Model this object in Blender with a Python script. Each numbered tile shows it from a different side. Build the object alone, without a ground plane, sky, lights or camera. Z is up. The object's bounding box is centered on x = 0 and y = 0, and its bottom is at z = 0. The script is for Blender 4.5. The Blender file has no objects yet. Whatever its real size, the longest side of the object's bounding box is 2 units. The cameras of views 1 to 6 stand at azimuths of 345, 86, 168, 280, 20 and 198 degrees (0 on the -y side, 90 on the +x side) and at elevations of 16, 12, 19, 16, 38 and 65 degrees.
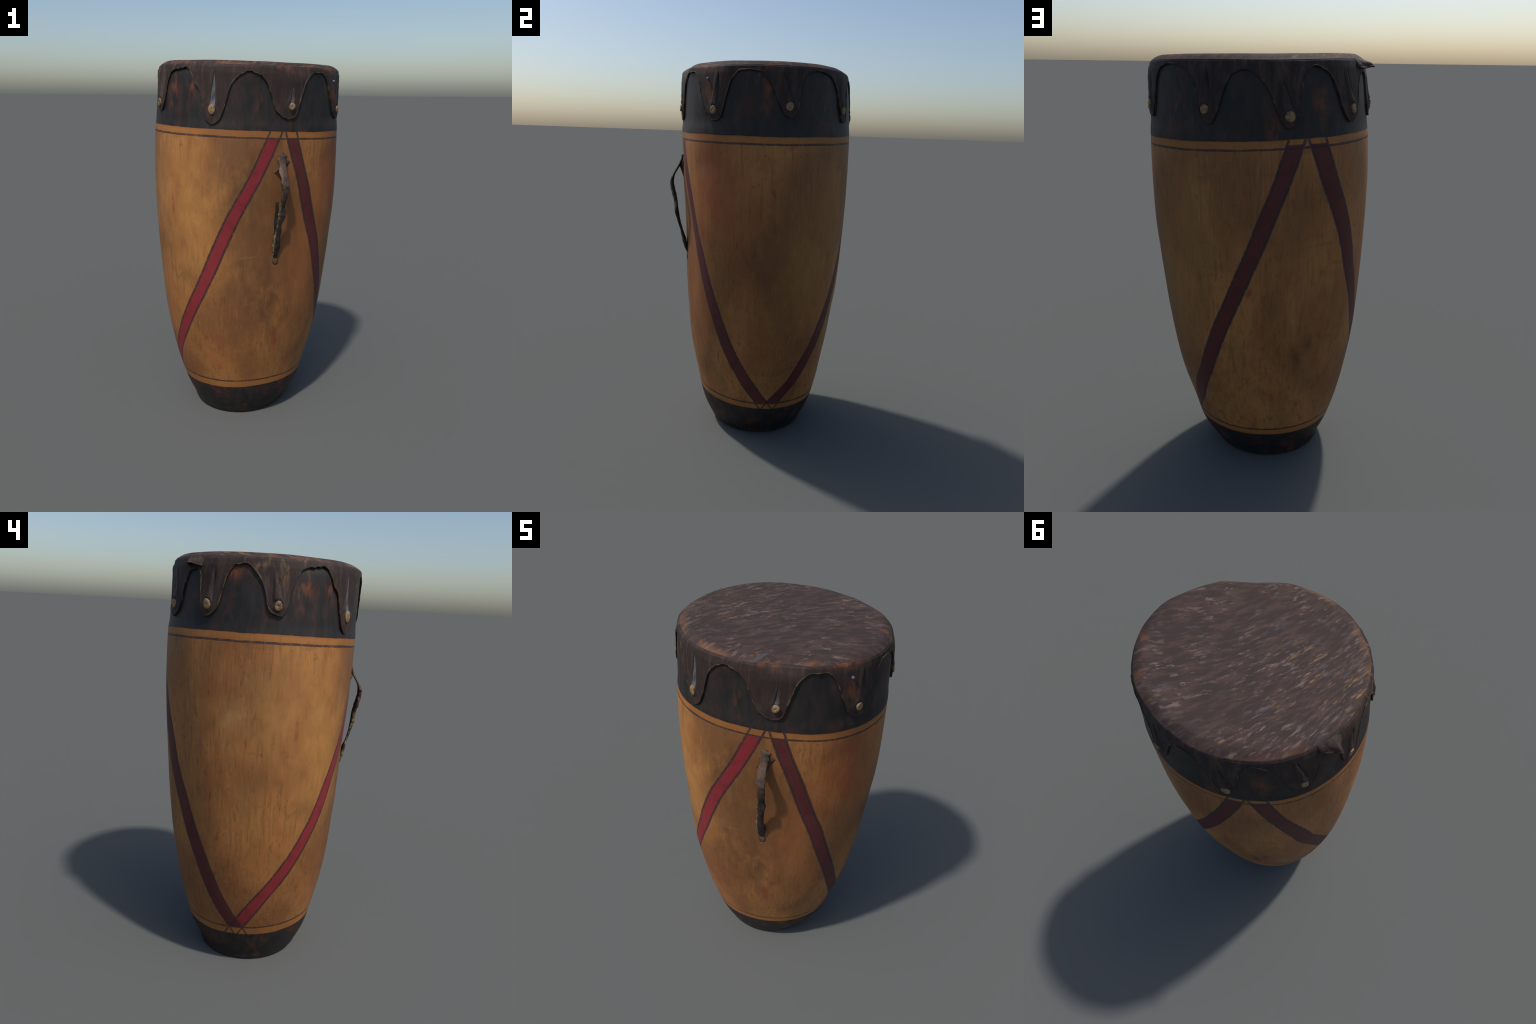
# A tall hand-carved goblet-shaped African drum: wooden shell with burnt bands and painted
# zig-zag stripes, a laced hide drumhead with a scalloped skirt held by wooden pegs, and a
# leather carrying strap.
import bpy, math
import numpy as np
from mathutils import Vector, noise as mn

RNG = np.random.default_rng(11)
rad = math.radians

# ----------------------------------------------------------------------------- shell form
# Horizontal section of the hollowed log at a few heights: mean radius and centre, plus a
# slight oval / egg shape (2nd and 3rd harmonic) that changes smoothly with height.
KZ = np.array([0.04, 0.12, 0.25, 0.45, 0.70, 1.00, 1.30, 1.60, 1.95])
KR = np.array([0.2808, 0.3214, 0.3608, 0.4072, 0.4432, 0.4669, 0.4827, 0.4814, 0.4660])
KX = np.array([-0.0280, -0.0238, -0.0267, -0.0236, -0.0198, -0.0134, -0.0080, -0.0041, 0.0066])
KY = np.array([0.0185, 0.0203, 0.0224, 0.0236, 0.0262, 0.0270, 0.0241, 0.0221, 0.0094])
OVAL_C, OVAL_S = (0.0642, 0.0105, -0.0260), (0.0037, 0.0014, -0.0050)
EGG_C, EGG_S = (0.0152, 0.0020, -0.0045), (-0.0063, -0.0081, 0.0043)


# broad swells and hollows left by the adze: angle, width, height, half length, depth
SWELLS = ((52, 18, 1.00, 0.75, 0.006), (79, 13, 0.56, 0.20, -0.017), (356, 34, 0.02, 0.12, -0.007), (105, 10, 1.05, 0.36, -0.011), (128, 14, 1.20, 0.62, 0.007),
          (232, 17, 1.40, 0.38, 0.005), (236, 15, 0.70, 0.24, 0.004), (214, 12, 0.80, 0.22, 0.004), (316, 16, 1.70, 0.18, 0.009), (299, 13, 1.06, 0.28, -0.010),
          (14, 14, 0.65, 0.38, 0.003), (64, 16, 1.70, 0.14, 0.004), (30, 14, 1.72, 0.14, 0.004), (88, 14, 1.78, 0.10, 0.004))


def _second_derivs():
    n = len(KZ); h = np.diff(KZ)
    A = np.zeros((n, n)); B = np.zeros((n, n)); A[0, 0] = A[-1, -1] = 1
    for i in range(1, n - 1):
        A[i, i - 1], A[i, i], A[i, i + 1] = h[i - 1], 2 * (h[i - 1] + h[i]), h[i]
        B[i, i - 1], B[i, i], B[i, i + 1] = 6 / h[i - 1], -6 / h[i - 1] - 6 / h[i], 6 / h[i]
    return np.linalg.solve(A, B)


_M = _second_derivs()


def spline(y, z):
    z = np.clip(z, 0.005, 2.0)
    m = _M @ y
    i = np.clip(np.searchsorted(KZ, z) - 1, 0, len(KZ) - 2)
    h = KZ[i + 1] - KZ[i]; a = (KZ[i + 1] - z) / h; b = (z - KZ[i]) / h
    return a * y[i] + b * y[i + 1] + ((a**3 - a) * m[i] + (b**3 - b) * m[i + 1]) * h * h / 6


def smooth(a, b, x):
    t = np.clip((np.asarray(x, float) - a) / (b - a), 0, 1)
    return t * t * (3 - 2 * t)


def radius(th, z):
    """Outer radius of shell plus skin at angle th (radians) and height z."""
    t = np.asarray(z) - 1
    q = lambda k: k[0] + k[1] * t + k[2] * t * t
    deg = np.degrees(th) % 360
    flat = 0.016 * np.exp(-((deg - 281) / 20)**2 - ((np.asarray(z) - 1.21) / 0.20)**2)   # wall planed flat behind the strap
    for a, sa, z0, sz, amp in SWELLS:
        flat = flat - amp * np.exp(-(((deg - a + 180) % 360 - 180) / sa)**2 - ((np.asarray(z) - z0) / sz)**4)
    return -flat + spline(KR, z) * (1 + q(OVAL_C) * np.cos(2 * th) + q(OVAL_S) * np.sin(2 * th)
                            + q(EGG_C) * np.cos(3 * th) + q(EGG_S) * np.sin(3 * th))


def surf(th, z, off=0.0):
    """Point on the shell, pushed outward by off."""
    r = radius(th, z) + off
    return np.stack([spline(KX, z) + r * np.cos(th), spline(KY, z) + r * np.sin(th), z + 0 * r], -1)


def wob(x, y, z, s, seed=0.0):
    return mn.noise(Vector((x * s + seed, y * s - seed, z * s + 2 * seed)))


# ----------------------------------------------------------------------------- mesh helpers
def make_mesh(name, verts, faces, mats, parent, mat_index=None, smooth_shade=True):
    me = bpy.data.meshes.new(name)
    me.from_pydata([tuple(map(float, v)) for v in verts], [], [tuple(map(int, f)) for f in faces])
    for m in mats:
        me.materials.append(m)
    if mat_index is not None:
        me.polygons.foreach_set("material_index", np.asarray(mat_index, dtype=np.int32))
    if smooth_shade:
        me.polygons.foreach_set("use_smooth", np.ones(len(me.polygons), dtype=bool))
    me.update()
    ob = bpy.data.objects.new(name, me)
    bpy.context.scene.collection.objects.link(ob)
    ob.parent = parent
    return ob


def ring_grid(nrow, ncol):
    """Quads of nrow rings of ncol points, wrapped round."""
    i, j = np.meshgrid(np.arange(nrow - 1), np.arange(ncol), indexing="ij")
    a = i * ncol + j; b = i * ncol + (j + 1) % ncol
    return np.stack([a, b, b + ncol, a + ncol], -1).reshape(-1, 4)


# ----------------------------------------------------------------------------- node helpers
class N:
    """Tiny wrapper so that masks can be written as arithmetic on sockets."""
    def __init__(s, tree, sock): s.t, s.s = tree, sock
    def _op(s, op, *a, clamp=False):
        n = s.t.nodes.new("ShaderNodeMath"); n.operation = op; n.use_clamp = clamp
        for k, v in enumerate((s,) + a):
            if isinstance(v, N): s.t.links.new(v.s, n.inputs[k])
            else: n.inputs[k].default_value = v
        return N(s.t, n.outputs[0])
    def __add__(s, o): return s._op("ADD", o)
    __radd__ = __add__
    def __sub__(s, o): return s._op("SUBTRACT", o)
    def __rsub__(s, o): return (s * -1) + o
    def __mul__(s, o): return s._op("MULTIPLY", o)
    __rmul__ = __mul__
    def __truediv__(s, o): return s._op("DIVIDE", o)
    def abs(s): return s._op("ABSOLUTE")
    def sin(s): return s._op("SINE")
    def cos(s): return s._op("COSINE")
    def exp(s): return s._op("EXPONENT")
    def pow(s, e): return s._op("POWER", e)
    def clamp(s): return s._op("ADD", 0.0, clamp=True)
    def max(s, o): return s._op("MAXIMUM", o)
    def min(s, o): return s._op("MINIMUM", o)
    def atan2(s, o): return s._op("ARCTAN2", o)
    def wrap(s, hi, lo): return s._op("WRAP", hi, lo)
    def step(s, a, b):
        """smoothstep from 0 at a to 1 at b (a > b gives a falling step)"""
        n = s.t.nodes.new("ShaderNodeMapRange"); n.interpolation_type = "SMOOTHSTEP"
        s.t.links.new(s.s, n.inputs[0])
        lo, hi, x, y = (a, b, 0, 1) if a < b else (b, a, 1, 0)
        for k, v in zip((1, 2, 3, 4), (lo, hi, x, y)): n.inputs[k].default_value = v
        return N(s.t, n.outputs[0])
    def curve(s, pts):
        """piecewise smooth curve through pts with x and y inside 0..1"""
        n = s.t.nodes.new("ShaderNodeFloatCurve"); c = n.mapping.curves[0]
        c.points[0].location = pts[0]; c.points[1].location = pts[-1]
        for p in pts[1:-1]: c.points.new(*p)
        n.mapping.update(); s.t.links.new(s.s, n.inputs["Value"])
        return N(s.t, n.outputs[0])


class Mat:
    def __init__(s, name, rough=0.6, spec=0.3):
        s.m = bpy.data.materials.new(name); s.m.use_nodes = True
        s.t = s.m.node_tree; s.t.nodes.clear()
        s.out = s.t.nodes.new("ShaderNodeOutputMaterial")
        s.b = s.t.nodes.new("ShaderNodeBsdfPrincipled")
        s.t.links.new(s.b.outputs[0], s.out.inputs[0])
        s.b.inputs["Roughness"].default_value = rough
        s.b.inputs["Specular IOR Level"].default_value = spec
        tc = s.t.nodes.new("ShaderNodeTexCoord"); s.P = tc.outputs["Object"]
        sp = s.t.nodes.new("ShaderNodeSeparateXYZ"); s.t.links.new(s.P, sp.inputs[0])
        s.x, s.y, s.z = (N(s.t, o) for o in sp.outputs)
    def vec(s, x, y, z):
        n = s.t.nodes.new("ShaderNodeCombineXYZ")
        for k, v in enumerate((x, y, z)):
            if isinstance(v, N): s.t.links.new(v.s, n.inputs[k])
            else: n.inputs[k].default_value = v
        return n.outputs[0]
    def scaled(s, sx, sy, sz, off=0.0):
        n = s.t.nodes.new("ShaderNodeMapping"); s.t.links.new(s.P, n.inputs[0])
        n.inputs["Scale"].default_value = (sx, sy, sz); n.inputs["Location"].default_value = (off, off * .7, off * 1.3)
        return n.outputs[0]
    def noise(s, scale=(1, 1, 1), off=0.0, detail=3, rough=0.55, dist=0.0, vec=None):
        n = s.t.nodes.new("ShaderNodeTexNoise")
        s.t.links.new(vec if vec is not None else s.scaled(*scale, off), n.inputs["Vector"])
        n.inputs["Scale"].default_value = 1.0; n.inputs["Detail"].default_value = detail
        n.inputs["Roughness"].default_value = rough; n.inputs["Distortion"].default_value = dist
        return N(s.t, n.outputs[0])
    def spots(s, scale, off=0.0):
        n = s.t.nodes.new("ShaderNodeTexVoronoi"); s.t.links.new(s.scaled(*scale, off), n.inputs["Vector"])
        n.inputs["Scale"].default_value = 1.0
        return N(s.t, n.outputs["Distance"])
    def blob(s, p, r, sz=1.0):
        """soft ellipsoidal patch round a point; sz stretches it along z"""
        if not hasattr(s, "wx"):
            w = lambda o: (s.noise((7, 7, 6), o, 4, 0.6) - 0.5) * 0.16
            s.wx, s.wy, s.wz = s.x + w(41.0), s.y + w(53.0), s.z + w(67.0)
        if r > 0.03: d = ((s.wx - p[0]) * (1 / r)).pow(2) + ((s.wy - p[1]) * (1 / r)).pow(2) + ((s.wz - p[2]) * (1 / (r * sz))).pow(2)
        else: d = ((s.x - p[0]) * (1 / r)).pow(2) + ((s.y - p[1]) * (1 / r)).pow(2) + ((s.z - p[2]) * (1 / (r * sz))).pow(2)
        return (d * -1).exp()
    def mix(s, a, b, f, mode="MIX"):
        n = s.t.nodes.new("ShaderNodeMix"); n.data_type = "RGBA"; n.blend_type = mode
        if isinstance(f, N): s.t.links.new(f.s, n.inputs[0])
        else: n.inputs[0].default_value = f
        for k, v in ((6, a), (7, b)):
            if isinstance(v, tuple): n.inputs[k].default_value = (*v, 1)
            else: s.t.links.new(v, n.inputs[k])
        return n.outputs[2]
    def done(s, col, height=None, strength=0.3, dist=0.004):
        if isinstance(col, tuple): s.b.inputs["Base Color"].default_value = (*col, 1)
        else: s.t.links.new(col, s.b.inputs["Base Color"])
        if height is not None:
            n = s.t.nodes.new("ShaderNodeBump"); n.inputs["Strength"].default_value = strength
            n.inputs["Distance"].default_value = dist
            s.t.links.new(height.s, n.inputs["Height"]); s.t.links.new(n.outputs[0], s.b.inputs["Normal"])
        return s.m


def srgb(r, g, b):
    f = lambda c: c / 12.92 if c <= 0.04045 else ((c + 0.055) / 1.055) ** 2.4
    return tuple(f(v / 255) for v in (r, g, b))


def at(theta, z):
    """world point on the shell for a patch mask"""
    return tuple(float(v) for v in surf(np.array(rad(theta)), np.array(z)))


# ----------------------------------------------------------------------------- materials
def burnt_layer(M):
    """charcoal-dark scorched wood with rusty worn places"""
    wear = M.noise((11, 11, 7.5), 3.1, 4, 0.65, 0.5)
    fleck = M.noise((26, 26, 9), 7.7, 3, 0.6, 0.3)
    c = M.mix(srgb(32, 30, 30), srgb(44, 39, 37), M.noise((30, 30, 12), 1.3, 3).step(0.35, 0.7))
    c = M.mix(c, srgb(88, 50, 35), (wear.step(0.46, 0.66) * fleck.step(0.32, 0.62)) * (M.z.step(0.4, 0.3) * 0.35 + 0.38))
    hot = M.blob(at(207, 1.86), 0.045, 1.6) + M.blob(at(222, 1.885), 0.018, 2.2) + M.blob(at(172.5, 1.925), 0.03, 1.2) \
        + M.blob(at(354, 1.905), 0.035, 0.8) + M.blob(at(1, 1.83), 0.035, 1.2) + M.blob(at(357, 1.74), 0.02, 1.8) * 0.8 + M.blob(at(265, 1.78), 0.020, 2.0) * 0.5 \
        + M.blob(at(112, 1.79), 0.04, 1.4) * 0.55 + M.blob(at(38, 1.75), 0.05, 0.9) * 0.55 + M.blob(at(86, 1.70), 0.03, 2.0) * 0.5
    c = M.mix(c, srgb(120, 66, 36), (hot * fleck.step(0.40, 0.60) * 0.95).clamp())
    return c


def wood_material():
    M = Mat("carved_wood", rough=0.55, spec=0.3)
    # polar coordinates round the leaning axis of the log
    ax, ay = M.z * 0.0168 - 0.0309, 0.0235
    th = (M.y - ay).atan2(M.x - ax) * (180 / math.pi)
    thp = th.wrap(360.0, 0.0)
    cosd = lambda a: ((th - a) * (math.pi / 180)).cos()
    jit = M.noise((7, 7, 7), 2.2, 3) - 0.5
    fine = M.noise((38, 38, 38), 5.5, 2) - 0.5

    # --- bare wood
    big = M.noise((2.6, 2.6, 1.7), 0.0, 3, 0.5, 0.3)
    mid = M.noise((8, 8, 3.2), 4.0, 4, 0.6, 0.2)
    grain = M.noise((75, 75, 5.5), 9.0, 4, 0.6)
    fibre = M.noise((190, 190, 14), 2.0, 2, 0.5)
    c = M.mix(srgb(124, 80, 45), srgb(166, 112, 61), big.step(0.34, 0.64))
    c = M.mix(c, srgb(134, 80, 46), mid.step(0.48, 0.72) * 0.6)
    c = M.mix(c, srgb(136, 98, 54), M.noise((5, 5, 2.2), 12.0, 3).step(0.50, 0.68) * 0.55)
    c = M.mix(c, srgb(98, 62, 36), grain.step(0.47, 0.72) * 0.50)
    c = M.mix(c, srgb(184, 134, 80), fibre.step(0.52, 0.78) * 0.30)
    mott = M.noise((28, 28, 14), 37.0, 4, 0.65)
    c = M.mix(c, srgb(150, 84, 46), mott.step(0.52, 0.68) * 0.35)
    c = M.mix(c, srgb(104, 78, 42), mott.step(0.46, 0.32) * 0.35)
    # dark pores and short ticks along the grain
    pore = (M.spots((40, 40, 22), 1.0).step(0.20, 0.05) * M.noise((7, 7, 4), 6.0, 2).step(0.44, 0.60)).max(M.noise((46, 46, 20), 31.0, 3, 0.6).step(0.66, 0.74) * 0.8)
    c = M.mix(c, srgb(76, 48, 32), pore * 0.62)
    smut = M.noise((14, 14, 9), 8.0, 4, 0.65, 0.8).step(0.60, 0.74)
    c = M.mix(c, srgb(92, 60, 38), smut * 0.55)
    scuff = M.noise((16, 16, 120), 17.0, 3, 0.6, 1.5).step(0.62, 0.72) * M.noise((5, 5, 5), 23.0, 2).step(0.48, 0.62)
    c = M.mix(c, srgb(170, 126, 80), scuff * 0.5)
    scratch = M.noise((55, 55, 7), 27.0, 3, 0.55, 0.6).step(0.64, 0.74)
    c = M.mix(c, srgb(80, 50, 32), scratch * 0.5)
    bars = M.noise((3.5, 3.5, 15), 43.0, 4, 0.6, 0.5).step(0.56, 0.72) * M.noise((4, 4, 4), 47.0, 2).step(0.42, 0.6)
    c = M.mix(c, srgb(104, 68, 40), bars * 0.45)
    # local stains; broad brown blobs at 250-290 degrees bake in the front's soft shading
    for p, r, sz, col, f in (
        (at(2, 1.10), 0.21, 1.4, (104, 64, 36), 0.6), (at(359, 0.98), 0.04, 1.8, (80, 48, 32), 0.5),
        (at(340, 1.25), 0.10, 1.6, (150, 88, 50), 0.5), (at(356, 0.62), 0.10, 1.8, (134, 78, 44), 0.5),
        (at(328, 1.42), 0.15, 1.7, (140, 72, 40), 0.8), (at(303, 1.22), 0.10, 1.6, (136, 72, 40), 0.6),
        (at(100, 0.70), 0.16, 1.6, (112, 72, 42), 0.45), (at(99, 0.66), 0.035, 2.6, (66, 44, 34), 0.6),
        (at(108, 0.72), 0.03, 1.4, (78, 52, 38), 0.5), (at(115, 1.07), 0.035, 0.7, (84, 66, 44), 0.5),
        (at(100, 1.25), 0.10, 1.5, (122, 84, 50), 0.5), (at(190, 1.08), 0.07, 0.7, (112, 72, 42), 0.6),
        (at(203, 1.07), 0.04, 0.6, (108, 68, 42), 0.6), (at(162, 1.33), 0.028, 2.0, (104, 76, 50), 0.35),
        (at(177, 1.33), 0.05, 1.0, (192, 150, 98), 0.6), (at(200, 1.30), 0.12, 1.5, (190, 134, 78), 0.45),
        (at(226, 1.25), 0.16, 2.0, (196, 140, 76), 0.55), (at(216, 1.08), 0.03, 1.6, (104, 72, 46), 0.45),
        (at(192, 0.68), 0.12, 0.6, (140, 84, 44), 0.45), (at(272, 0.80), 0.24, 1.7, (98, 66, 40), 0.95), (at(268, 1.12), 0.16, 1.2, (102, 68, 42), 0.8),
        (at(262, 0.33), 0.10, 1.0, (128, 84, 46), 0.4), (at(240, 0.40), 0.07, 0.8, (156, 94, 54), 0.5),
        (at(258, 1.42), 0.20, 1.4, (98, 66, 40), 0.95), (at(250, 1.58), 0.10, 0.8, (112, 78, 48), 0.6), (at(290, 1.2), 0.13, 1.6, (116, 78, 46), 0.6), (at(300, 0.95), 0.12, 2.0, (150, 90, 48), 0.45),
        (at(20, 1.0), 0.12, 1.8, (150, 116, 58), 0.4), (at(40, 1.35), 0.16, 1.5, (152, 112, 60), 0.4),
    ):
        c = M.mix(c, srgb(*col), (M.blob(p, r, sz) * (M.noise((18, 18, 9), r * 50, 5, 0.65) * 2.6 - 0.42) * f).clamp())
    # drips of red paint
    for p, r, sz, f in ((at(209, 1.315), 0.008, 2.4, .40), (at(209.3, 1.262), 0.010, 2.6, .55), (at(282.5, 0.545), 0.016, 3.0, .5),
                        (at(284, 0.49), 0.02, 2.0, .35), (at(70.8, 1.003), 0.018, 1.0, .7), (at(87, 0.70), 0.010, 2.2, .4)):
        c = M.mix(c, srgb(128, 42, 42), (M.blob(p, r, sz) * (M.noise((40, 40, 20), 3.0, 2) * 2.2 - 0.3) * f * 1.4).clamp())
    # pale scuffs
    for p, r, sz in ((at(97, 0.86), 0.010, 1.2), (at(258, 1.02), 0.05, 0.05), (at(84, 0.33), 0.008, 1.0)):
        c = M.mix(c, srgb(160, 126, 92), (M.blob(p, r, sz) * 0.55).clamp())

    # --- painted stripes: centre angle (degrees) against height, four bands in a zig-zag
    stripes = (
        (((0.17, 174), (0.25, 181.3), (0.309, 186.6), (0.431, 197), (0.536, 206.6), (0.65, 215.3), (0.77, 223.6),
          (0.913, 232.5), (1.06, 240.3), (1.187, 247.3), (1.318, 255.7), (1.445, 264.3), (1.569, 271.6), (1.72, 280)),
         4.3, 0.9, (128, 38, 46), 0.0),
        (((0.17, 367.5), (0.255, 359.8), (0.322, 353.3), (0.474, 341.9), (0.559, 336.7), (0.727, 328.6), (0.91, 320),
          (1.069, 313.4), (1.16, 308.8), (1.369, 299.7), (1.547, 291.3), (1.645, 287.3), (1.74, 283.3)),
         4.0, 0.9, (84, 35, 38), 0.002),
        (((0.17, 3.5), (0.26, 12), (0.36, 23.4), (0.5, 33.9), (0.57, 39.0), (0.69, 45.8), (0.84, 54.2), (1.008, 64),
          (1.094, 68.7), (1.231, 76.3), (1.37, 83.3), (1.502, 90.2), (1.629, 96), (1.74, 101)),
         4.4, 0.9, (82, 33, 37), 0.016),
        (((0.17, 186.5), (0.269, 178.1), (0.349, 171.5), (0.45, 164.9), (0.58, 158.7), (0.715, 152.1), (0.9, 143.5),
          (1.08, 134.5), (1.182, 131), (1.341, 124.1), (1.489, 116.8), (1.624, 111), (1.74, 106)),
         4.9, 0.3, (80, 32, 35), 0.014),
    )
    zA = 1.664 + cosd(165) * 0.018 + jit * 0.010 + fine * 0.004
    zB = 1.629 + cosd(165) * 0.018 + jit * 0.008 + fine * 0.002
    zC = 0.240 + cosd(265) * 0.018 + jit * 0.006 + fine * 0.002
    zD = 0.200 + cosd(285) * 0.017 + jit * 0.006 + fine * 0.003
    aboveA, belowD = M.z - zA, zD - M.z

    # reddish scorch creeping out of the burnt bands
    scorch = aboveA.step(-0.012, 0.0).max(belowD.step(-0.008, 0.0))
    c = M.mix(c, srgb(124, 68, 38), scorch * 0.75)
    # ochre ring between line and band
    ring = (M.z - zB).step(-0.004, 0.004) + (zC - M.z).step(-0.004, 0.004)
    c = M.mix(c, srgb(152, 98, 48), (ring * 0.55).clamp())

    ink = srgb(48, 40, 42)
    lines = None
    for pts, hw, flare, col, over in stripes:
        zc = M.z * 0.5
        cen = zc.curve([(z / 2, a / 400) for z, a in pts]) * 400
        d = (thp - cen).wrap(180.0, -180.0) + fine * 0.6 + jit * 0.7
        half = M.z.step(0.75, 0.25) * flare + hw
        ad = d.abs()
        inside = (ad - half).step(0.25, -0.25) * (M.z - zC).step(0.002, 0.008) * (zB + over - M.z).step(-0.001, 0.004)
        tone = M.noise((12, 12, 12), hw * 3, 3)
        red = M.mix(srgb(*col), tuple(0.62 * v for v in srgb(*col)), tone.step(0.45, 0.7) * 0.6)
        c = M.mix(c, red, inside * 0.95)
        ln = (ad - half).abs()  .step(1.0, 0.5) * (belowD * -1).step(-0.002, 0.002) * aboveA.step(0.075, 0.0)
        lines = ln if lines is None else lines.max(ln)
    wid = jit * 0.004 + 0.0048
    rings = ((M.z - zB).abs() - wid).step(0.0012, -0.0012).max(((M.z - zC).abs() - wid * 1.0).step(0.0012, -0.0012))
    dark = aboveA.step(-0.0015, 0.0015).max(belowD.step(-0.0015, 0.0015))
    c = M.mix(c, burnt_layer(M), dark)
    c = M.mix(c, ink, (lines.max(rings) * (M.noise((60, 60, 60), 1.0, 2).step(0.25, 0.55) * 0.35 + 0.55)).clamp())
    h = grain * 0.35 + fibre * 0.25 + M.noise((22, 22, 14), 3.0, 4) * 0.4 - lines.max(rings) * 0.6
    return M.done(c, h, 0.22, 0.004)


def hide_colour(M, streak, hair, glow):
    c = M.mix(srgb(57, 46, 43), srgb(73, 58, 53), streak.step(0.40, 0.66))
    c = M.mix(c, srgb(58, 48, 49), streak.step(0.46, 0.30) * 0.7)
    c = M.mix(c, srgb(120, 104, 96), hair)
    return c


def head_material():
    """hair-on hide: short hairs lying in one direction that turns slightly across the head"""
    M = Mat("hide_head", rough=0.75, spec=0.18)
    # hair direction: 42 degrees in the middle, steeper towards -x; v is constant along a hair
    phi = (M.x * -50 + 42) * (math.pi / 180)
    u = M.x * 0.74 + M.y * 0.67
    v = (M.y - phi.cos()._op("LOGARITHM", math.e) * (1 / 0.873)) * 0.74
    bend = (M.noise((4, 4, 4), 1.0, 2) - 0.5) * 0.03
    st = lambda su, sv, o, d=3: M.noise(detail=d, rough=0.6, vec=M.vec(u * su + o, (v + bend) * sv, 0.3 * o))
    streak = st(12, 48, 1.0)
    fineh = st(26, 190, 4.0)
    pale = (st(13, 38, 7.0).step(0.50, 0.68) * st(24, 84, 9.0).step(0.44, 0.62)).max(st(19, 58, 21.0).step(0.59, 0.70) * 0.9)
    patch = M.noise((6, 6, 6), 6.0, 2).step(0.30, 0.58)
    c = hide_colour(M, streak, pale * patch * 0.72, None)
    c = M.mix(c, srgb(86, 88, 94), st(10, 40, 51.0).step(0.56, 0.70) * M.noise((7, 7, 7), 61.0, 2).step(0.46, 0.62) * 0.5)
    c = M.mix(c, srgb(98, 80, 74), fineh.step(0.58, 0.8) * 0.35)
    c = M.mix(c, srgb(52, 43, 44), fineh.step(0.42, 0.25) * 0.5)
    # golden hairs on the left edge, rust near the front lip
    gold = M.blob((-0.36, 0.02, 1.99), 0.13) + M.blob((-0.20, -0.03, 1.99), 0.08) * 0.7 + M.blob((-0.20, 0.22, 1.99), 0.08) * 0.6 \
        + M.blob((0.30, 0.30, 1.99), 0.06) * 0.6 + M.blob((-0.02, 0.42, 1.99), 0.08) * 0.8 + M.blob((-0.42, 0.08, 1.99), 0.06) \
        + M.blob((0.12, -0.40, 1.99), 0.05) * 0.7
    c = M.mix(c, srgb(138, 108, 66), (gold * st(15, 50, 12.0).step(0.54, 0.68) * st(30, 90, 33.0).step(0.40, 0.58) * 0.9).clamp())
    rust = M.blob((0.035, -0.385, 1.98), 0.055) + M.blob((0.10, -0.42, 1.97), 0.04) * 0.6 + M.blob((-0.04, -0.29, 1.99), 0.06) * 0.35
    c = M.mix(c, srgb(124, 68, 42), (rust * st(34, 64, 15.0).step(0.52, 0.66) * st(60, 90, 25.0).step(0.40, 0.60) * 0.9).clamp())
    r2 = (M.x - 0.007).pow(2) + (M.y - 0.009).pow(2)
    worn = r2.step(0.165, 0.20) * M.noise((9, 9, 9), 3.0, 3).step(0.50, 0.66)
    side = (M.x * 0.6 - M.y * 0.8).step(0.0, 0.35)
    c = M.mix(c, srgb(116, 78, 52), worn * (side * 0.6 + 0.35))
    return M.done(c, streak * 0.5 + fineh * 0.5, 0.35, 0.004)


def skirt_material():
    M = Mat("hide_skirt", rough=0.68, spec=0.22)
    streak = M.noise((34, 34, 9), 1.0, 4, 0.6, 0.6)
    fineh = M.noise((95, 95, 30), 4.0, 3, 0.6)
    c = M.mix(srgb(49, 39, 36), srgb(68, 53, 47), streak.step(0.38, 0.68))
    c = M.mix(c, srgb(42, 36, 35), M.noise((12, 12, 8), 8.0, 3).step(0.52, 0.7) * 0.6)
    c = M.mix(c, srgb(90, 70, 60), fineh.step(0.6, 0.8) * 0.4)
    tan = M.blob(at(184, 1.955), 0.045, 1.0) + M.blob(at(198, 1.93), 0.03, 2.2) * 0.8 + M.blob(at(206, 1.955), 0.03, 1.5) \
        + M.blob(at(192, 1.89), 0.02, 2.0) * 0.7 + M.blob(at(97, 1.93), 0.05, 1.0) * 0.5 + M.blob(at(80, 1.965), 0.04, 0.6) * 0.5
    c = M.mix(c, srgb(112, 86, 58), (tan * streak.step(0.46, 0.62) * fineh.step(0.38, 0.6)).clamp())
    red = M.blob(at(322, 1.965), 0.06, 0.35) + M.blob(at(0, 1.972), 0.07, 0.3) * 0.7 + M.blob(at(281, 1.972), 0.05, 0.4) \
        + M.blob(at(324, 1.84), 0.03, 2.0) * 0.5
    c = M.mix(c, srgb(124, 72, 44), (red * M.noise((30, 30, 30), 2.0, 3).step(0.42, 0.6)).clamp())
    return M.done(c, streak * 0.6 + fineh * 0.4, 0.4, 0.005)


def simple(name, c1, c2, scale, rough=0.6, spec=0.3, lo=0.4, hi=0.65, strength=0.3):
    M = Mat(name, rough, spec)
    n = M.noise(scale, 2.0, 4, 0.6)
    return M.done(M.mix(srgb(*c1), srgb(*c2), n.step(lo, hi)), n, strength, 0.004)


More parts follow.
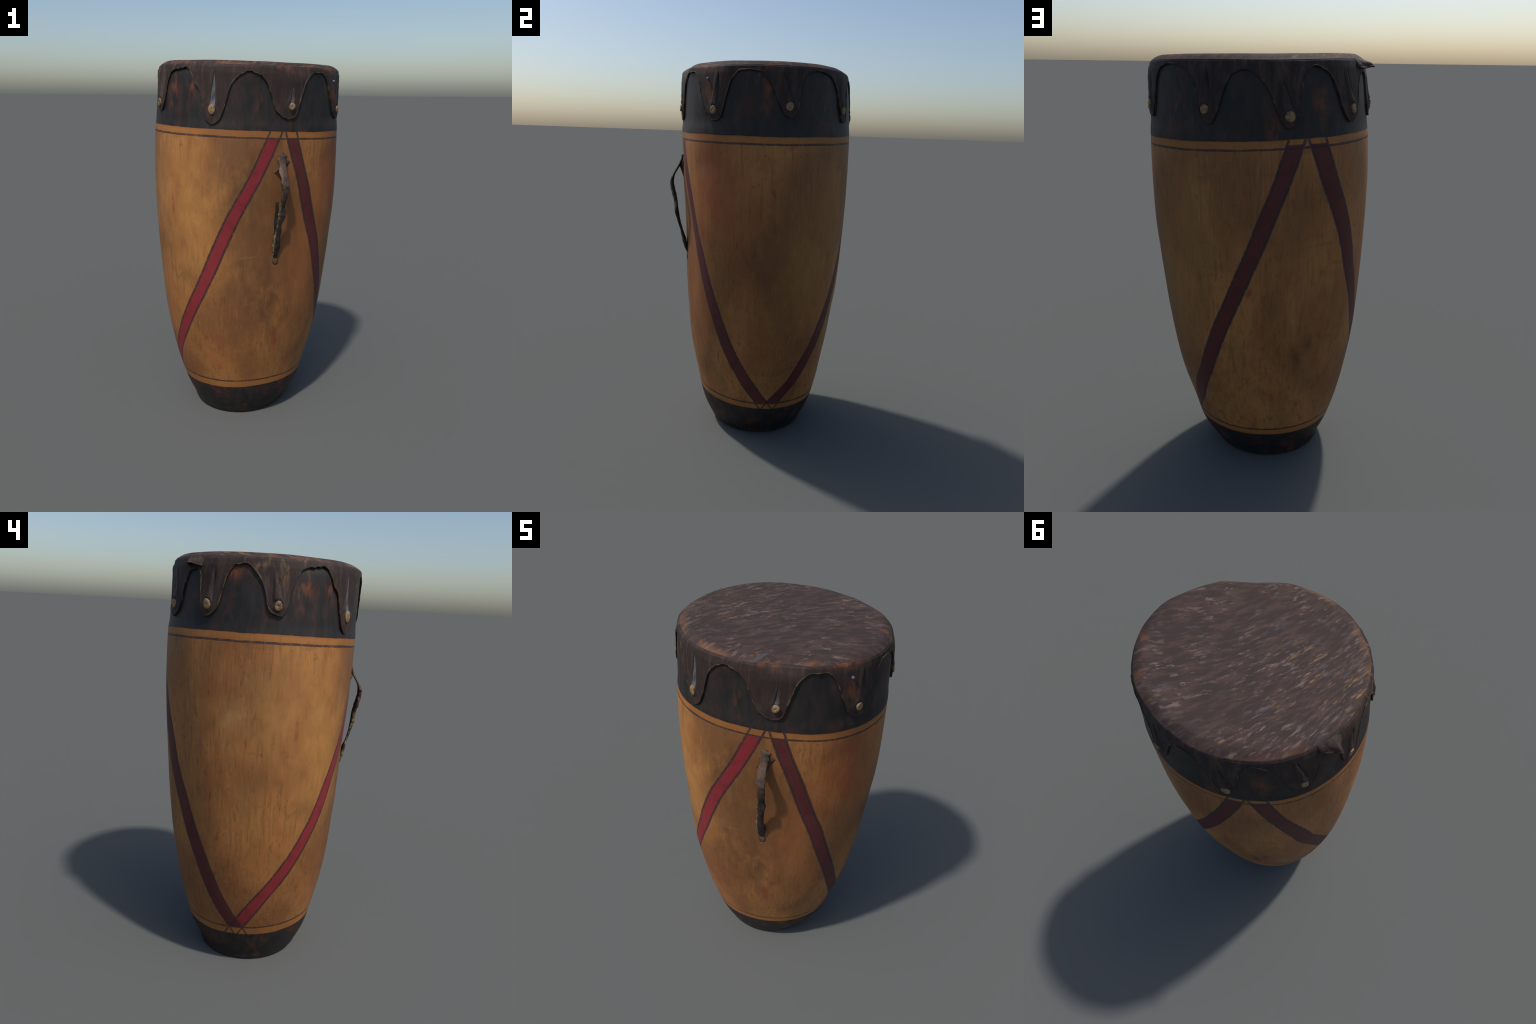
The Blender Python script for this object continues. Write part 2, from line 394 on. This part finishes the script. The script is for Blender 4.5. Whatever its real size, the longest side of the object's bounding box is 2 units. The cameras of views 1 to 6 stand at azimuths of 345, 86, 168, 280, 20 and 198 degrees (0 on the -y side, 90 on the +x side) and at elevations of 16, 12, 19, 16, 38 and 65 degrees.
def peg_material():
    M = Mat("peg_wood", 0.6, 0.25)
    n = M.noise((60, 60, 60), 2.0, 4, 0.6)
    c = M.mix(srgb(140, 114, 82), srgb(88, 68, 48), n.step(0.42, 0.68))
    c = M.mix(c, srgb(96, 68, 44), M.noise((140, 140, 140), 5.0, 2).step(0.60, 0.74) * 0.6)
    return M.done(c, n, 0.3, 0.003)


def strap_material():
    """worn leather: brown at the grip, blackened lower down, one raw yellowish edge"""
    M = Mat("strap_leather", 0.55, 0.35)
    n = M.noise((40, 40, 22), 1.0, 4, 0.65)
    c = M.mix(srgb(86, 65, 51), srgb(56, 43, 35), n.step(0.38, 0.66))
    low = (M.z + (n - 0.5) * 0.16).step(1.36, 1.26)
    c = M.mix(c, M.mix(srgb(40, 34, 31), srgb(62, 50, 42), n.step(0.45, 0.7)), low)
    return M.done(c, n, 0.5, 0.006)


def hem_material():
    M = Mat("cut_hide_edge", 0.65, 0.2)
    n = M.noise((28, 28, 28), 2.0, 3)
    return M.done(M.mix(srgb(46, 38, 34), srgb(96, 80, 54), n.step(0.48, 0.70)), n, 0.2, 0.002)


MAT = dict(
    wood=wood_material(), head=head_material(), skirt=skirt_material(), hem=hem_material(), peg=peg_material(),
    pith=simple("peg_pith", (70, 50, 34), (100, 72, 48), (200, 200, 200)),
    slit_grey=simple("raw_hide_grey", (90, 93, 96), (62, 62, 66), (50, 50, 20)),
    slit_dark=simple("raw_hide_dark", (50, 48, 52), (32, 28, 28), (50, 50, 20)),
    strap=strap_material(),
    strap_back=simple("strap_back", (34, 26, 21), (22, 17, 15), (40, 40, 20)),
    strap_edge=simple("strap_raw_edge", (112, 98, 64), (56, 48, 36), (60, 60, 26), lo=0.42, hi=0.62),
    gusset=simple("gusset_leather", (84, 58, 36), (62, 42, 28), (30, 30, 30)),
    hole=simple("strap_hole", (36, 26, 20), (54, 38, 26), (80, 80, 80)),
    knot=simple("strap_knot", (104, 78, 50), (76, 55, 36), (60, 60, 60)),
    nail=simple("iron_nail", (96, 96, 120), (60, 58, 74), (80, 80, 80), rough=0.4, spec=0.5),
)

# ----------------------------------------------------------------------------- the drum
drum = bpy.data.objects.new("drum", None)
bpy.context.scene.collection.objects.link(drum)
drum["label"] = "tall tapered wooden drum with scalloped hide head, pegs and red stripes"
drum["category"] = "hand drum"


SHOULDER = ((-0.055, 0.0), (-0.036, 0.0025), (-0.026, 0.0042), (-0.0208, 0.0062), (-0.0160, 0.0130), (-0.0090, 0.0235), (-0.0035, 0.034), (0.0, 0.046))


def shoulder(dz):
    """how far the rim has rounded in at dz below the head"""
    return np.interp(dz, [p[0] for p in SHOULDER], [p[1] for p in SHOULDER])


def head_z(th, r):
    low = np.exp(-(((np.degrees(th) - 88 + 180) % 360 - 180) / 30)**2)      # edge pulled lower on one side
    return 1.9900 + 0.0098 * (r / 0.45) * np.cos(th - rad(138)) - 0.006 * (r / 0.45)**3 * low


def rim_dent(th):
    deg = np.degrees(th) % 360
    d = -0.016 * np.exp(-((deg - 290) / 12)**2) + 0.005 * np.exp(-((deg - 265) / 6)**2) + 0.005 * np.exp(-((deg - 308) / 5)**2) + 0.005 * np.exp(-((deg - 338) / 7)**2) - 0.007 * np.exp(-(((deg + 180) % 360 - 188) / 16)**2) - 0.003 * np.exp(-((deg - 206) / 12)**2) - 0.004 * np.exp(-((deg - 325) / 7)**2)
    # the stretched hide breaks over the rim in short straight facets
    g = np.random.default_rng(5)
    kn = np.cumsum(g.uniform(8, 19, 27)); kn = kn / kn[-1] * 352
    d = d + np.interp(deg, np.concatenate([[kn[-1] - 360], kn, [kn[0] + 360]]), (lambda v: np.concatenate([[v[-1]], v, [v[0]]]))(g.uniform(-0.0045, 0.0040, 27)))
    for i, t in enumerate(th):
        d[i] -= 0.0015
        d[i] += 0.0025 * mn.noise(Vector((math.cos(t) * 2.6, math.sin(t) * 2.6, 3.3))) + 0.0015 * mn.noise(Vector((math.cos(t) * 6.5, math.sin(t) * 6.5, 1.3)))
    return d


def build_shell():
    nc = 360
    th = np.linspace(0, 2 * np.pi, nc, endpoint=False)
    rows = []; dentv = rim_dent(th)
    # foot: rounded bottom edge, closed and slightly hollowed underneath
    foot = [(0.00, 0.012), (0.10, 0.010), (0.20, 0.004), (0.240, 0.0), (0.2530, 0.0006), (0.2615, 0.0035), (0.2680, 0.010), (0.2745, 0.022)]
    for r, z in foot:
        k = r / float(np.mean(radius(th, np.full(nc, 0.04))))
        P = surf(th, np.full(nc, 0.04)); C = np.array([float(spline(KX, 0.04)), float(spline(KY, 0.04))]); D = np.array([-0.010, 0.007]) * (1 - z / 0.04)
        rows.append(np.column_stack([C[0] + D[0] + (P[:, 0] - C[0]) * max(k, 1e-4), C[1] + D[1] + (P[:, 1] - C[1]) * max(k, 1e-4), np.full(nc, z)]))
    for z in np.concatenate([np.linspace(0.04, 1.945, 170), [1.953]]):
        off = -0.004 * smooth(1.66, 1.72, z)
        rows.append(surf(th, np.full(nc, z), off + dentv * (1 - smooth(0.0, 0.09, 1.98 - z)) - shoulder(z - head_z(th, 0.45)) - 0.002 * smooth(1.93, 1.945, z)))
    top = rows[-1]
    for k, z in ((0.985, 1.960), (0.96, 1.963), (0.0005, 1.963)):
        C = np.array([0.0066, 0.0094])
        rows.append(np.column_stack([C[0] + (top[:, 0] - C[0]) * k, C[1] + (top[:, 1] - C[1]) * k, np.full(nc, z)]))
    V = np.array(rows)
    # hand-carved unevenness
    for r in range(len(foot) - 2, len(rows) - 4):
        for j in range(nc):
            x, y, z = V[r, j]
            d = 0.0016 * wob(x, y, z, 5.0, 1.0) + 0.0007 * wob(x, y, z * 0.5, 24.0, 4.0)
            V[r, j, 0] += d * math.cos(th[j]); V[r, j, 1] += d * math.sin(th[j])
    return make_mesh("wooden_shell", V.reshape(-1, 3), ring_grid(len(rows), nc), [MAT["wood"]], drum)


shell = build_shell()

# --- pegs: angle, height, radius, tall/wide, slit (length, width, lean in degrees, pale?, ridge height)
PEGS = (
    (10.0, 1.784, 0.0190, 1.15, (0.13, 0.011, -2.4, False, 0.004)),
    (52.0, 1.783, 0.0185, 1.15, (0.15, 0.016, -0.3, False, 0.008)),
    (94.0, 1.760, 0.0200, 1.12, (0.13, 0.014, -3.4, False, 0.008)),
    (132.6, 1.784, 0.0185, 1.20, (0.15, 0.013, -4.0, False, 0.009)),
    (159.8, 1.787, 0.0190, 1.15, (0.13, 0.012, 1.6, False, 0.008)),
    (195.2, 1.793, 0.0190, 1.15, (0.11, 0.013, -2.0, False, 0.009)),
    (236.5, 1.764, 0.0200, 1.25, (0.17, 0.025, 0.2, True, 0.001)),
    (286.0, 1.776, 0.0175, 1.12, (0.08, 0.016, 1.0, True, 0.001)),
    (329.0, 1.761, 0.0180, 1.25, (0.16, 0.010, 1.8, False, 0.005)),
)

# hem of the hide skirt: (angle, height) round the drum; the lobes hang over the pegs
HEM = (
    (2.0, 1.855), (5.1, 1.788), (8, 1.745), (12.9, 1.736), (15.9, 1.811), (18.5, 1.898), (23.3, 1.940), (30, 1.953), (39.5, 1.936),
    (46.3, 1.870), (48.6, 1.780), (51, 1.728), (54, 1.725), (58, 1.777), (62.5, 1.873), (66, 1.918), (73, 1.934), (79, 1.913),
    (85.6, 1.836), (88, 1.781), (90.5, 1.736), (93.1, 1.712), (96, 1.721), (98.4, 1.757), (100.4, 1.840), (102.5, 1.913), (109, 1.951),
    (115, 1.937), (119.6, 1.895), (123, 1.833), (126.6, 1.765), (130.8, 1.729), (136, 1.751), (139, 1.797), (141, 1.87), (145, 1.922),
    (150, 1.928), (153.3, 1.905), (154.5, 1.82), (156, 1.757), (159, 1.740), (165, 1.774), (167, 1.832), (169, 1.895), (173, 1.944),
    (178, 1.951), (184.3, 1.912), (188.5, 1.850), (190.4, 1.791), (193, 1.764), (197, 1.754), (199.6, 1.788), (202, 1.867), (205, 1.930),
    (211, 1.951), (217.5, 1.957), (222, 1.928), (224.4, 1.886), (227.5, 1.861), (230, 1.790), (233, 1.716), (236, 1.693), (239.4, 1.702),
    (243, 1.765), (246, 1.860), (250, 1.910), (257, 1.939), (264.2, 1.923), (269, 1.882), (272.7, 1.813), (275.6, 1.758), (280, 1.734),
    (284.5, 1.716), (289, 1.730), (292.5, 1.800), (297, 1.897), (304, 1.937), (311, 1.937), (316, 1.894), (320.3, 1.800), (325, 1.727),
    (329, 1.713), (333, 1.731), (336.7, 1.829), (340, 1.900), (346, 1.938), (353.9, 1.936), (358.5, 1.906),
)


def periodic(pts, x):
    """monotone-ish cubic through periodic control points (Catmull slopes, limited)"""
    a = np.array([p[0] for p in pts]); b = np.array([p[1] for p in pts])
    a = np.concatenate([a[-2:] - 360, a, a[:2] + 360]); b = np.concatenate([b[-2:], b, b[:2]])
    h = np.diff(a); s = np.diff(b) / h
    m = np.zeros(len(a))
    for i in range(1, len(a) - 1):
        if s[i - 1] * s[i] > 0:
            w1, w2 = 2 * h[i] + h[i - 1], h[i] + 2 * h[i - 1]
            m[i] = (w1 + w2) / (w1 / s[i - 1] + w2 / s[i])
    x = np.where(x < a[1], x + 360, x); x = np.where(x >= a[-2], x - 360, x)
    i = np.clip(np.searchsorted(a, x) - 1, 0, len(a) - 2)
    t = (x - a[i]) / h[i]
    return ((2 * t**3 - 3 * t**2 + 1) * b[i] + (t**3 - 2 * t**2 + t) * h[i] * m[i]
            + (-2 * t**3 + 3 * t**2) * b[i + 1] + (t**3 - t**2) * h[i] * m[i + 1])


def skin_lift(th, z):
    """how far the hide is pushed out round the pegs, ridges and slits"""
    d = np.zeros_like(z)
    for a, zp, r, tall, (L, w, lean, pale, ridge) in PEGS:
        da = (th - rad(a) + np.pi) % (2 * np.pi) - np.pi
        near = np.abs(da) < 0.35
        x = da * 0.47; dz = z - zp
        k = np.clip((dz - 0.012) / L, 0, 1)
        xc = rad(lean) * 0.47 * k
        up = smooth(0.010, 0.030, dz) * (1 - smooth(0.75, 1.05, k))
        cone = 0.0108 * np.exp(-(x**2 + np.where(dz > 0, 0.5, 0.75) * dz**2) / 0.029**2) * (1 - 0.5 * np.exp(-((x**2 + dz**2) / 0.0165**2)**2))
        wid = w * (1 - 0.8 * k) + 0.003
        rdg = ridge * (1 - 0.75 * k) * np.exp(-((x - xc) / (wid * 0.95))**2) * up
        lips = 0.004 * (1 - 0.7 * k) * np.exp(-((np.abs(x - xc) - wid * 0.9) / (0.006))**2) * up
        if pale:
            cut = -0.005 * np.exp(-((x - xc) / (wid * 0.5))**4) * up
        else:
            cut = -0.006 * np.exp(-((x - xc - wid * 1.15) / 0.0045)**2) * up
        d += np.where(near, cone + rdg + lips + cut, 0)
    return d


def build_head():
    nc = 1440
    th = np.linspace(0, 2 * np.pi, nc, endpoint=False); deg = np.degrees(th)
    hem = periodic(HEM, deg)
    ragged = sum(np.exp(-((deg - a) / s)**2) for a, s in ((168, 4), (203, 4), (213, 6), (226, 4), (255, 8), (271, 8), (282, 5)))
    for i, t in enumerate(th):
        c, s = math.cos(t), math.sin(t)
        hem[i] += 0.0016 * mn.noise(Vector((c * 9, s * 9, .5))) + (0.002 + 0.006 * ragged[i]) * mn.noise(Vector((c * 26, s * 26, 4.5)))
    hem = np.minimum(hem, 1.958)
    dent = rim_dent(th)
    rows, kind = [], []
    zt = head_z(th, 0.45)
    def add(r, z, k):
        rows.append(np.column_stack([spline(KX, z) + r * np.cos(th), spline(KY, z) + r * np.sin(th), z])); kind.append(k)
    Rt = radius(th, zt) + dent
    # flat, slightly tilted head
    for f in np.concatenate([[0.0005], np.linspace(0.06, 1, 34)]):
        r = (Rt - 0.046) * f
        z = head_z(th, r)
        z = z + np.array([0.0012 * wob(rr * math.cos(t), rr * math.sin(t), 0, 7.0, 2.0) for rr, t in zip(r, th)])
        x = 0.0075 + r * np.cos(th); y = 0.009 + r * np.sin(th)
        rows.append(np.column_stack([x, y, z])); kind.append(0)
    # rounded shoulder
    for dz in (-0.0015, -0.0035, -0.006, -0.009, -0.0125, -0.0160, -0.0182, -0.0202, -0.0208, -0.0214, -0.0240):
        add(Rt - shoulder(dz), zt + dz, 0 if dz > -0.020 else 1)
    # skirt down to the hem
    z0 = zt - 0.027
    z0 = np.maximum(z0, hem + 0.003)
    fr = np.concatenate([np.linspace(0, 0.9, 44), [0.93, 0.96, 0.985]])
    for f in fr:
        z = z0 + (hem - z0) * f
        lift = skin_lift(th, z)
        puff = 0.0012 * smooth(0.80, 0.95, f) * smooth(0.02, 0.06, z0 - hem)
        wr = np.array([0.0014 * wob(math.cos(t) * .47, math.sin(t) * .47, zz * 0.6, 16.0, 5.0) for t, zz in zip(th, z)])
        rows_r = radius(th, z) + 0.0015 + lift + puff + wr + dent * (1 - smooth(0.0, 0.09, zt - z)) - shoulder(z - zt)
        add(rows_r, z, 1)
    # rolled cut edge going back to the wood
    rin = radius(th, hem) + dent * (1 - smooth(0.0, 0.09, zt - hem)) - shoulder(hem - zt)
    base = rin + skin_lift(th, hem) + 0.0012 * smooth(0.02, 0.06, z0 - hem)
    add(base + 0.0030, hem - 0.0014, 2)
    add(base + 0.0004, hem - 0.0030, 2)
    add(rin - 0.0070, hem - 0.0018, 2)
    V = np.concatenate(rows); F = ring_grid(len(rows), nc)
    mi = np.repeat(np.array([max(kind[i], kind[i + 1]) if kind[i + 1] != 1 or kind[i] == 1 else 1 for i in range(len(rows) - 1)]), nc)
    ob = make_mesh("drumhead", V, F, [MAT["head"], MAT["skirt"], MAT["hem"]], drum, mi)
    # the cut edge curls into a thin rope-like ridge that follows the hem all round
    th2 = np.concatenate([th, [2 * np.pi]]); h2 = np.concatenate([hem, hem[:1]]); d2 = np.concatenate([dent, dent[:1]])
    arc = np.concatenate([[0], np.cumsum(np.hypot(np.diff(th2) * 0.47, np.diff(h2)))])
    n = 2600
    u = np.linspace(0, arc[-1], n, endpoint=False)
    tc, hc, dc = np.interp(u, arc, th2), np.interp(u, arc, h2), np.interp(u, arc, d2)
    rr = radius(tc, hc) + dc * (1 - smooth(0.0, 0.09, head_z(tc, 0.45) - hc)) - shoulder(hc - head_z(tc, 0.45)) + skin_lift(tc, hc) + 0.0022
    P = np.stack([spline(KX, hc) + rr * np.cos(tc), spline(KY, hc) + rr * np.sin(tc), hc], -1)
    T = np.roll(P, -2, 0) - np.roll(P, 2, 0); T /= np.linalg.norm(T, axis=1)[:, None]
    O = np.stack([np.cos(tc), np.sin(tc), 0 * tc], -1)
    S = np.cross(T, O); S /= np.linalg.norm(S, axis=1)[:, None]
    rings = []
    w = np.array([0.0026 + 0.0020 * mn.noise(Vector(p * 30)) + 0.0008 * mn.noise(Vector(p * 120)) for p in P])
    for k in range(8):
        a = 2 * math.pi * k / 8
        rings.append(P + (O * math.cos(a) * 0.9 + S * math.sin(a)) * np.maximum(w, 0.0016)[:, None])
    C = np.stack(rings, 1).reshape(-1, 3)
    F2 = [(i * 8 + k, ((i + 1) % n) * 8 + k, ((i + 1) % n) * 8 + (k + 1) % 8, i * 8 + (k + 1) % 8) for i in range(n) for k in range(8)]
    make_mesh("hem_ridge", C, F2, [MAT["hem"]], ob)
    return ob


drumhead = build_head()


def frame(a, z):
    """origin, outward, sideways (towards larger angle) and up at a place on the shell"""
    t = rad(a)
    o = surf(np.array(t), np.array(z))
    return o, np.array([math.cos(t), math.sin(t), 0]), np.array([-math.sin(t), math.cos(t), 0]), np.array([0, 0, 1.0])


def build_pegs():
    for n, (a, z, r, tall, slit) in enumerate(PEGS):
        o, out, side, up = frame(a, z); r = r * (0.90 + 0.06 * math.sin(3.7 * n))
        seg = 28
        prof = [(0.86, -0.02), (1.0, 0.004), (1.02, 0.0118), (0.98, 0.0136), (0.88, 0.0148), (0.5, 0.0154), (0.08, 0.0156), (0.06, 0.0146), (0.0, 0.0144)]
        tilt_u, tilt_s = RNG.uniform(-0.12, 0.06), RNG.uniform(-0.1, 0.1)
        lob = [1 + 0.05 * math.sin(2 * k + n) + 0.03 * math.sin(3 * k * 1.0 + 2 * n) for k in np.linspace(0, 2 * math.pi, seg, endpoint=False)]
        V = []
        for f, h in prof:
            for k in range(seg):
                ang = 2 * math.pi * k / seg
                s, u = r * f * lob[k] * math.cos(ang), r * tall * f * lob[k] * math.sin(ang)
                if math.sin(ang) < 0 and n in (6, 8, 3): u *= 1.15
                V.append(o + side * s + up * u + out * (h + (tilt_u * u + tilt_s * s if h > 0.01 else 0)))
        F = ring_grid(len(prof), seg)
        mi = np.repeat([0] * (len(prof) - 3) + [1, 1], seg)
        make_mesh("peg", V, F, [MAT["peg"], MAT["pith"]], drum, mi)
        # raw slit in the hide, running up from the peg
        L, w, lean, pale, ridge = slit
        V, m, q = [], 26, 7
        for i in range(m):
            k = i / (m - 1)
            wid = (w * (1 - 0.8 * k) + 0.003) * (0.62 if pale else 0.30) * (1 - k**3)
            zz = z + 0.010 + k * L * 0.97
            xc = rad(lean) * 0.47 * k + (0.0 if pale else (w * (1 - 0.8 * k) + 0.003) * 1.15)
            for j in range(q):
                s = (j / (q - 1) * 2 - 1)
                t = rad(a) + (xc + s * wid) / 0.47
                lift = float(skin_lift(np.array([t]), np.array([zz]))[0])
                V.append(surf(np.array(t), np.array(zz), 0.0018 + max(lift, -0.001) + 0.0012 * (1 - s * s) - 0.0022 * s**4))
        F = [(i * q + j, i * q + j + 1, (i + 1) * q + j + 1, (i + 1) * q + j) for i in range(m - 1) for j in range(q - 1)]
        make_mesh("hide_slit", V, F, [MAT["slit_grey" if pale else "slit_dark"]], drumhead)


build_pegs()


def build_torn_tab():
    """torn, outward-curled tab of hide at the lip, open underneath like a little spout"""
    m, q = 22, 41
    V = []
    for i in range(m):
        k = i / (m - 1)
        for j in range(q):
            s = j / (q - 1) * 2 - 1
            a = 147.2 + 6.6 * s
            peak = max(0.0, 1 - abs(s - 0.22) / (1.22 if s < 0.22 else 0.78))
            spur = 0.050 * k**1.25 * peak**1.35 * (1 + 0.15 * math.sin(7 * s))
            lump = 0.011 * math.sin(math.pi * min(1, k * 1.15)) * (1 - s**4) * (0.7 + 0.5 * math.sin(4.2 * s + 0.6))
            z = 1.9785 - 0.034 * k + 0.004 * math.sin(5 * s) * k - 0.004 * k * abs(s)
            p = surf(np.array(rad(a)), np.array(z), -0.013 * (1 - k)**1.5 + 0.001 + spur + lump)
            w = 0.0050 * mn.noise(Vector(p * 50)) + 0.0025 * mn.noise(Vector(p * 120))
            n_ = np.array([math.cos(rad(a)), math.sin(rad(a)), 0.5])
            V.append(p + n_ * w * (0.2 + 0.8 * k) * (1 - 0.7 * s**6))
    F = [(i * q + j, i * q + j + 1, (i + 1) * q + j + 1, (i + 1) * q + j) for i in range(m - 1) for j in range(q - 1)]
    ob = make_mesh("torn_tab", V, F, [MAT["skirt"], MAT["hem"]], drumhead)
    md = ob.modifiers.new("thickness", "SOLIDIFY"); md.thickness = 0.005; md.offset = 0; md.material_offset_rim = 1
    return ob


build_torn_tab()


def build_nail():
    o, out, side, up = frame(324.4, 1.900)
    V, seg = [], 14
    prof = [(0.0062, -0.004), (0.0066, 0.006), (0.0056, 0.0085), (0.003, 0.0100), (0.0001, 0.0104)]
    for r, h in prof:
        for k in range(seg):
            a = 2 * math.pi * k / seg
            V.append(o + side * r * math.cos(a) + up * r * math.sin(a) + out * h)
    make_mesh("nail", V, ring_grid(len(prof), seg), [MAT["nail"]], drumhead)


build_nail()


# --- carrying strap: centre line, half width, half thickness, twist (degrees)
STRAP = (
    (0.083, -0.394, 1.551, 0.0134, 0.0067, 0), (0.082, -0.412, 1.543, 0.0207, 0.0078, 0), (0.080, -0.419, 1.520, 0.0218, 0.0067, 4),
    (0.077, -0.434, 1.483, 0.0185, 0.0056, 12), (0.080, -0.460, 1.438, 0.0202, 0.0062, 4), (0.083, -0.473, 1.398, 0.0212, 0.0095, -4),
    (0.081, -0.465, 1.340, 0.0190, 0.0090, -14), (0.079, -0.453, 1.290, 0.0165, 0.0050, -28), (0.075, -0.449, 1.240, 0.0190, 0.0105, 4),
    (0.066, -0.439, 1.185, 0.0135, 0.0050, 26), (0.060, -0.424, 1.130, 0.0185, 0.0067, 6), (0.058, -0.411, 1.080, 0.0207, 0.0106, -6),
    (0.058, -0.396, 1.025, 0.0179, 0.0084, 0), (0.059, -0.384, 0.998, 0.0146, 0.0067, 0),
)


def catmull(rows, n):
    A = np.array(rows); out = []
    for u in np.linspace(0, len(A) - 1.0001, n):
        i = int(u); t = u - i
        p0, p1, p2, p3 = A[max(i - 1, 0)], A[i], A[min(i + 1, len(A) - 1)], A[min(i + 2, len(A) - 1)]
        out.append(0.5 * (2 * p1 + (p2 - p0) * t + (2 * p0 - 5 * p1 + 4 * p2 - p3) * t**2 + (3 * p1 - p0 - 3 * p2 + p3) * t**3))
    return np.array(out)


def sweep(name, rows, n, seg, mats, parent, ragged=0.0, edge_from=None):
    P = catmull(rows, n); V = []
    out0 = np.array([0.17, -0.985, 0])
    for i, (x, y, z, hw, ht, tw) in enumerate(P):
        tan = P[min(i + 1, n - 1), :3] - P[max(i - 1, 0), :3]; tan /= np.linalg.norm(tan)
        side = np.cross(out0, tan); side /= np.linalg.norm(side); nrm = np.cross(tan, side)
        ca, sa = math.cos(rad(tw)), math.sin(rad(tw))
        s2, n2 = side * ca + nrm * sa, nrm * ca - side * sa
        for k in range(seg):
            a = 2 * math.pi * k / seg
            c, s = math.cos(a), math.sin(a)
            ex = math.copysign(abs(c)**0.7, c); ey = math.copysign(abs(s)**0.8, s)
            w = hw * (1 + ragged * mn.noise(Vector((z * 28, c * 1.3, 2.0))) + ragged * 0.5 * mn.noise(Vector((z * 75, c * 2, 7.0))))
            t = ht * (1 + 0.5 * ragged * mn.noise(Vector((z * 40, s * 2, 5.0))))
            V.append(np.array([x, y, z]) + s2 * ex * w + n2 * ey * t)
    F = [tuple(f) for f in ring_grid(n, seg)]
    F += [tuple(range(seg))[::-1], tuple(range((n - 1) * seg, n * seg))]
    mi = []
    for f in F:
        if len(f) > 4 or edge_from is None: mi.append(0); continue
        k = f[0] % seg; z = V[f[0]][2]
        c = V[f[0]] - P[f[0] // seg, :3]
        left = c[0] < -0.0085 and c[1] < 0.0005
        mi.append(1 if left and z < edge_from else (2 if c[1] > 0.0015 else 0))
    return make_mesh(name, V, F, mats, parent, mi)


strap = sweep("carrying_strap", STRAP, 150, 20, [MAT["strap"], MAT["strap_edge"], MAT["strap_back"]], drum, 0.55, 1.32)


def wall(a, z, off):
    return tuple(float(v) for v in surf(np.array(rad(a)), np.array(z), off))


# dark strip with a yellowish edge, flat on the shell behind the strap
dark_strip = sweep("strap_dark_strip", [(*wall(279.3 + 0.15 * math.sin(9 * k), 1.305 - 0.30 * k, -0.0006), 0.011 + 0.003 * math.sin(5 * k), 0.0024, 0) for k in np.linspace(0, 1, 9)],
               70, 14, [MAT["strap"], MAT["strap_edge"], MAT["strap_back"]], strap, 0.25, 1.4)


def disc_on_wall(name, a, z, r, tall, h, mat, parent):
    o, out, side, up = frame(a, z)
    V, seg = [], 24
    prof = [(1.0, -0.006), (1.0, h * 0.5), (0.85, h), (0.4, h * 1.15), (0.001, h * 1.2)]
    for f, hh in prof:
        for k in range(seg):
            t = 2 * math.pi * k / seg
            V.append(o + side * r * f * math.cos(t) + up * r * tall * f * math.sin(t) + out * hh)
    make_mesh(name, V, ring_grid(len(prof), seg), [mat], parent)


disc_on_wall("strap_hole", 281.3, 1.532, 0.0200, 1.12, 0.0015, MAT["hole"], strap)
disc_on_wall("strap_knot", 280.0, 0.984, 0.0150, 1.1, 0.0022, MAT["knot"], strap)
disc_on_wall("strap_hole", 280.0, 0.985, 0.0180, 1.12, 0.0012, MAT["hole"], strap)


def build_gusset():
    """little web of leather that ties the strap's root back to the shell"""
    B = [np.array(wall(a, z, -0.002)) for a, z in ((275.2, 1.450), (281, 1.405), (288.5, 1.512), (281.5, 1.545))]
    A = np.array([0.071, -0.436, 1.484]); n = 8
    V, F = [], []
    for q in range(4):
        P, Q = B[q], B[(q + 1) % 4]
        base = len(V)
        for i in range(n):
            for j in range(n):
                u, v = i / (n - 1), j / (n - 1)
                e = P * (1 - v) + Q * v
                mid = e * (1 - u) + A * u
                V.append(mid + (np.array([0.0775, -0.40, 1.475]) - mid) * 0.04 * math.sin(math.pi * u) * (0.35 + 0.65 * math.sin(math.pi * v)))
        F += [(base + i * n + j, base + (i + 1) * n + j, base + (i + 1) * n + j + 1, base + i * n + j + 1) for i in range(n - 1) for j in range(n - 1)]
    make_mesh("strap_gusset", V, F, [MAT["gusset"]], strap)


build_gusset()
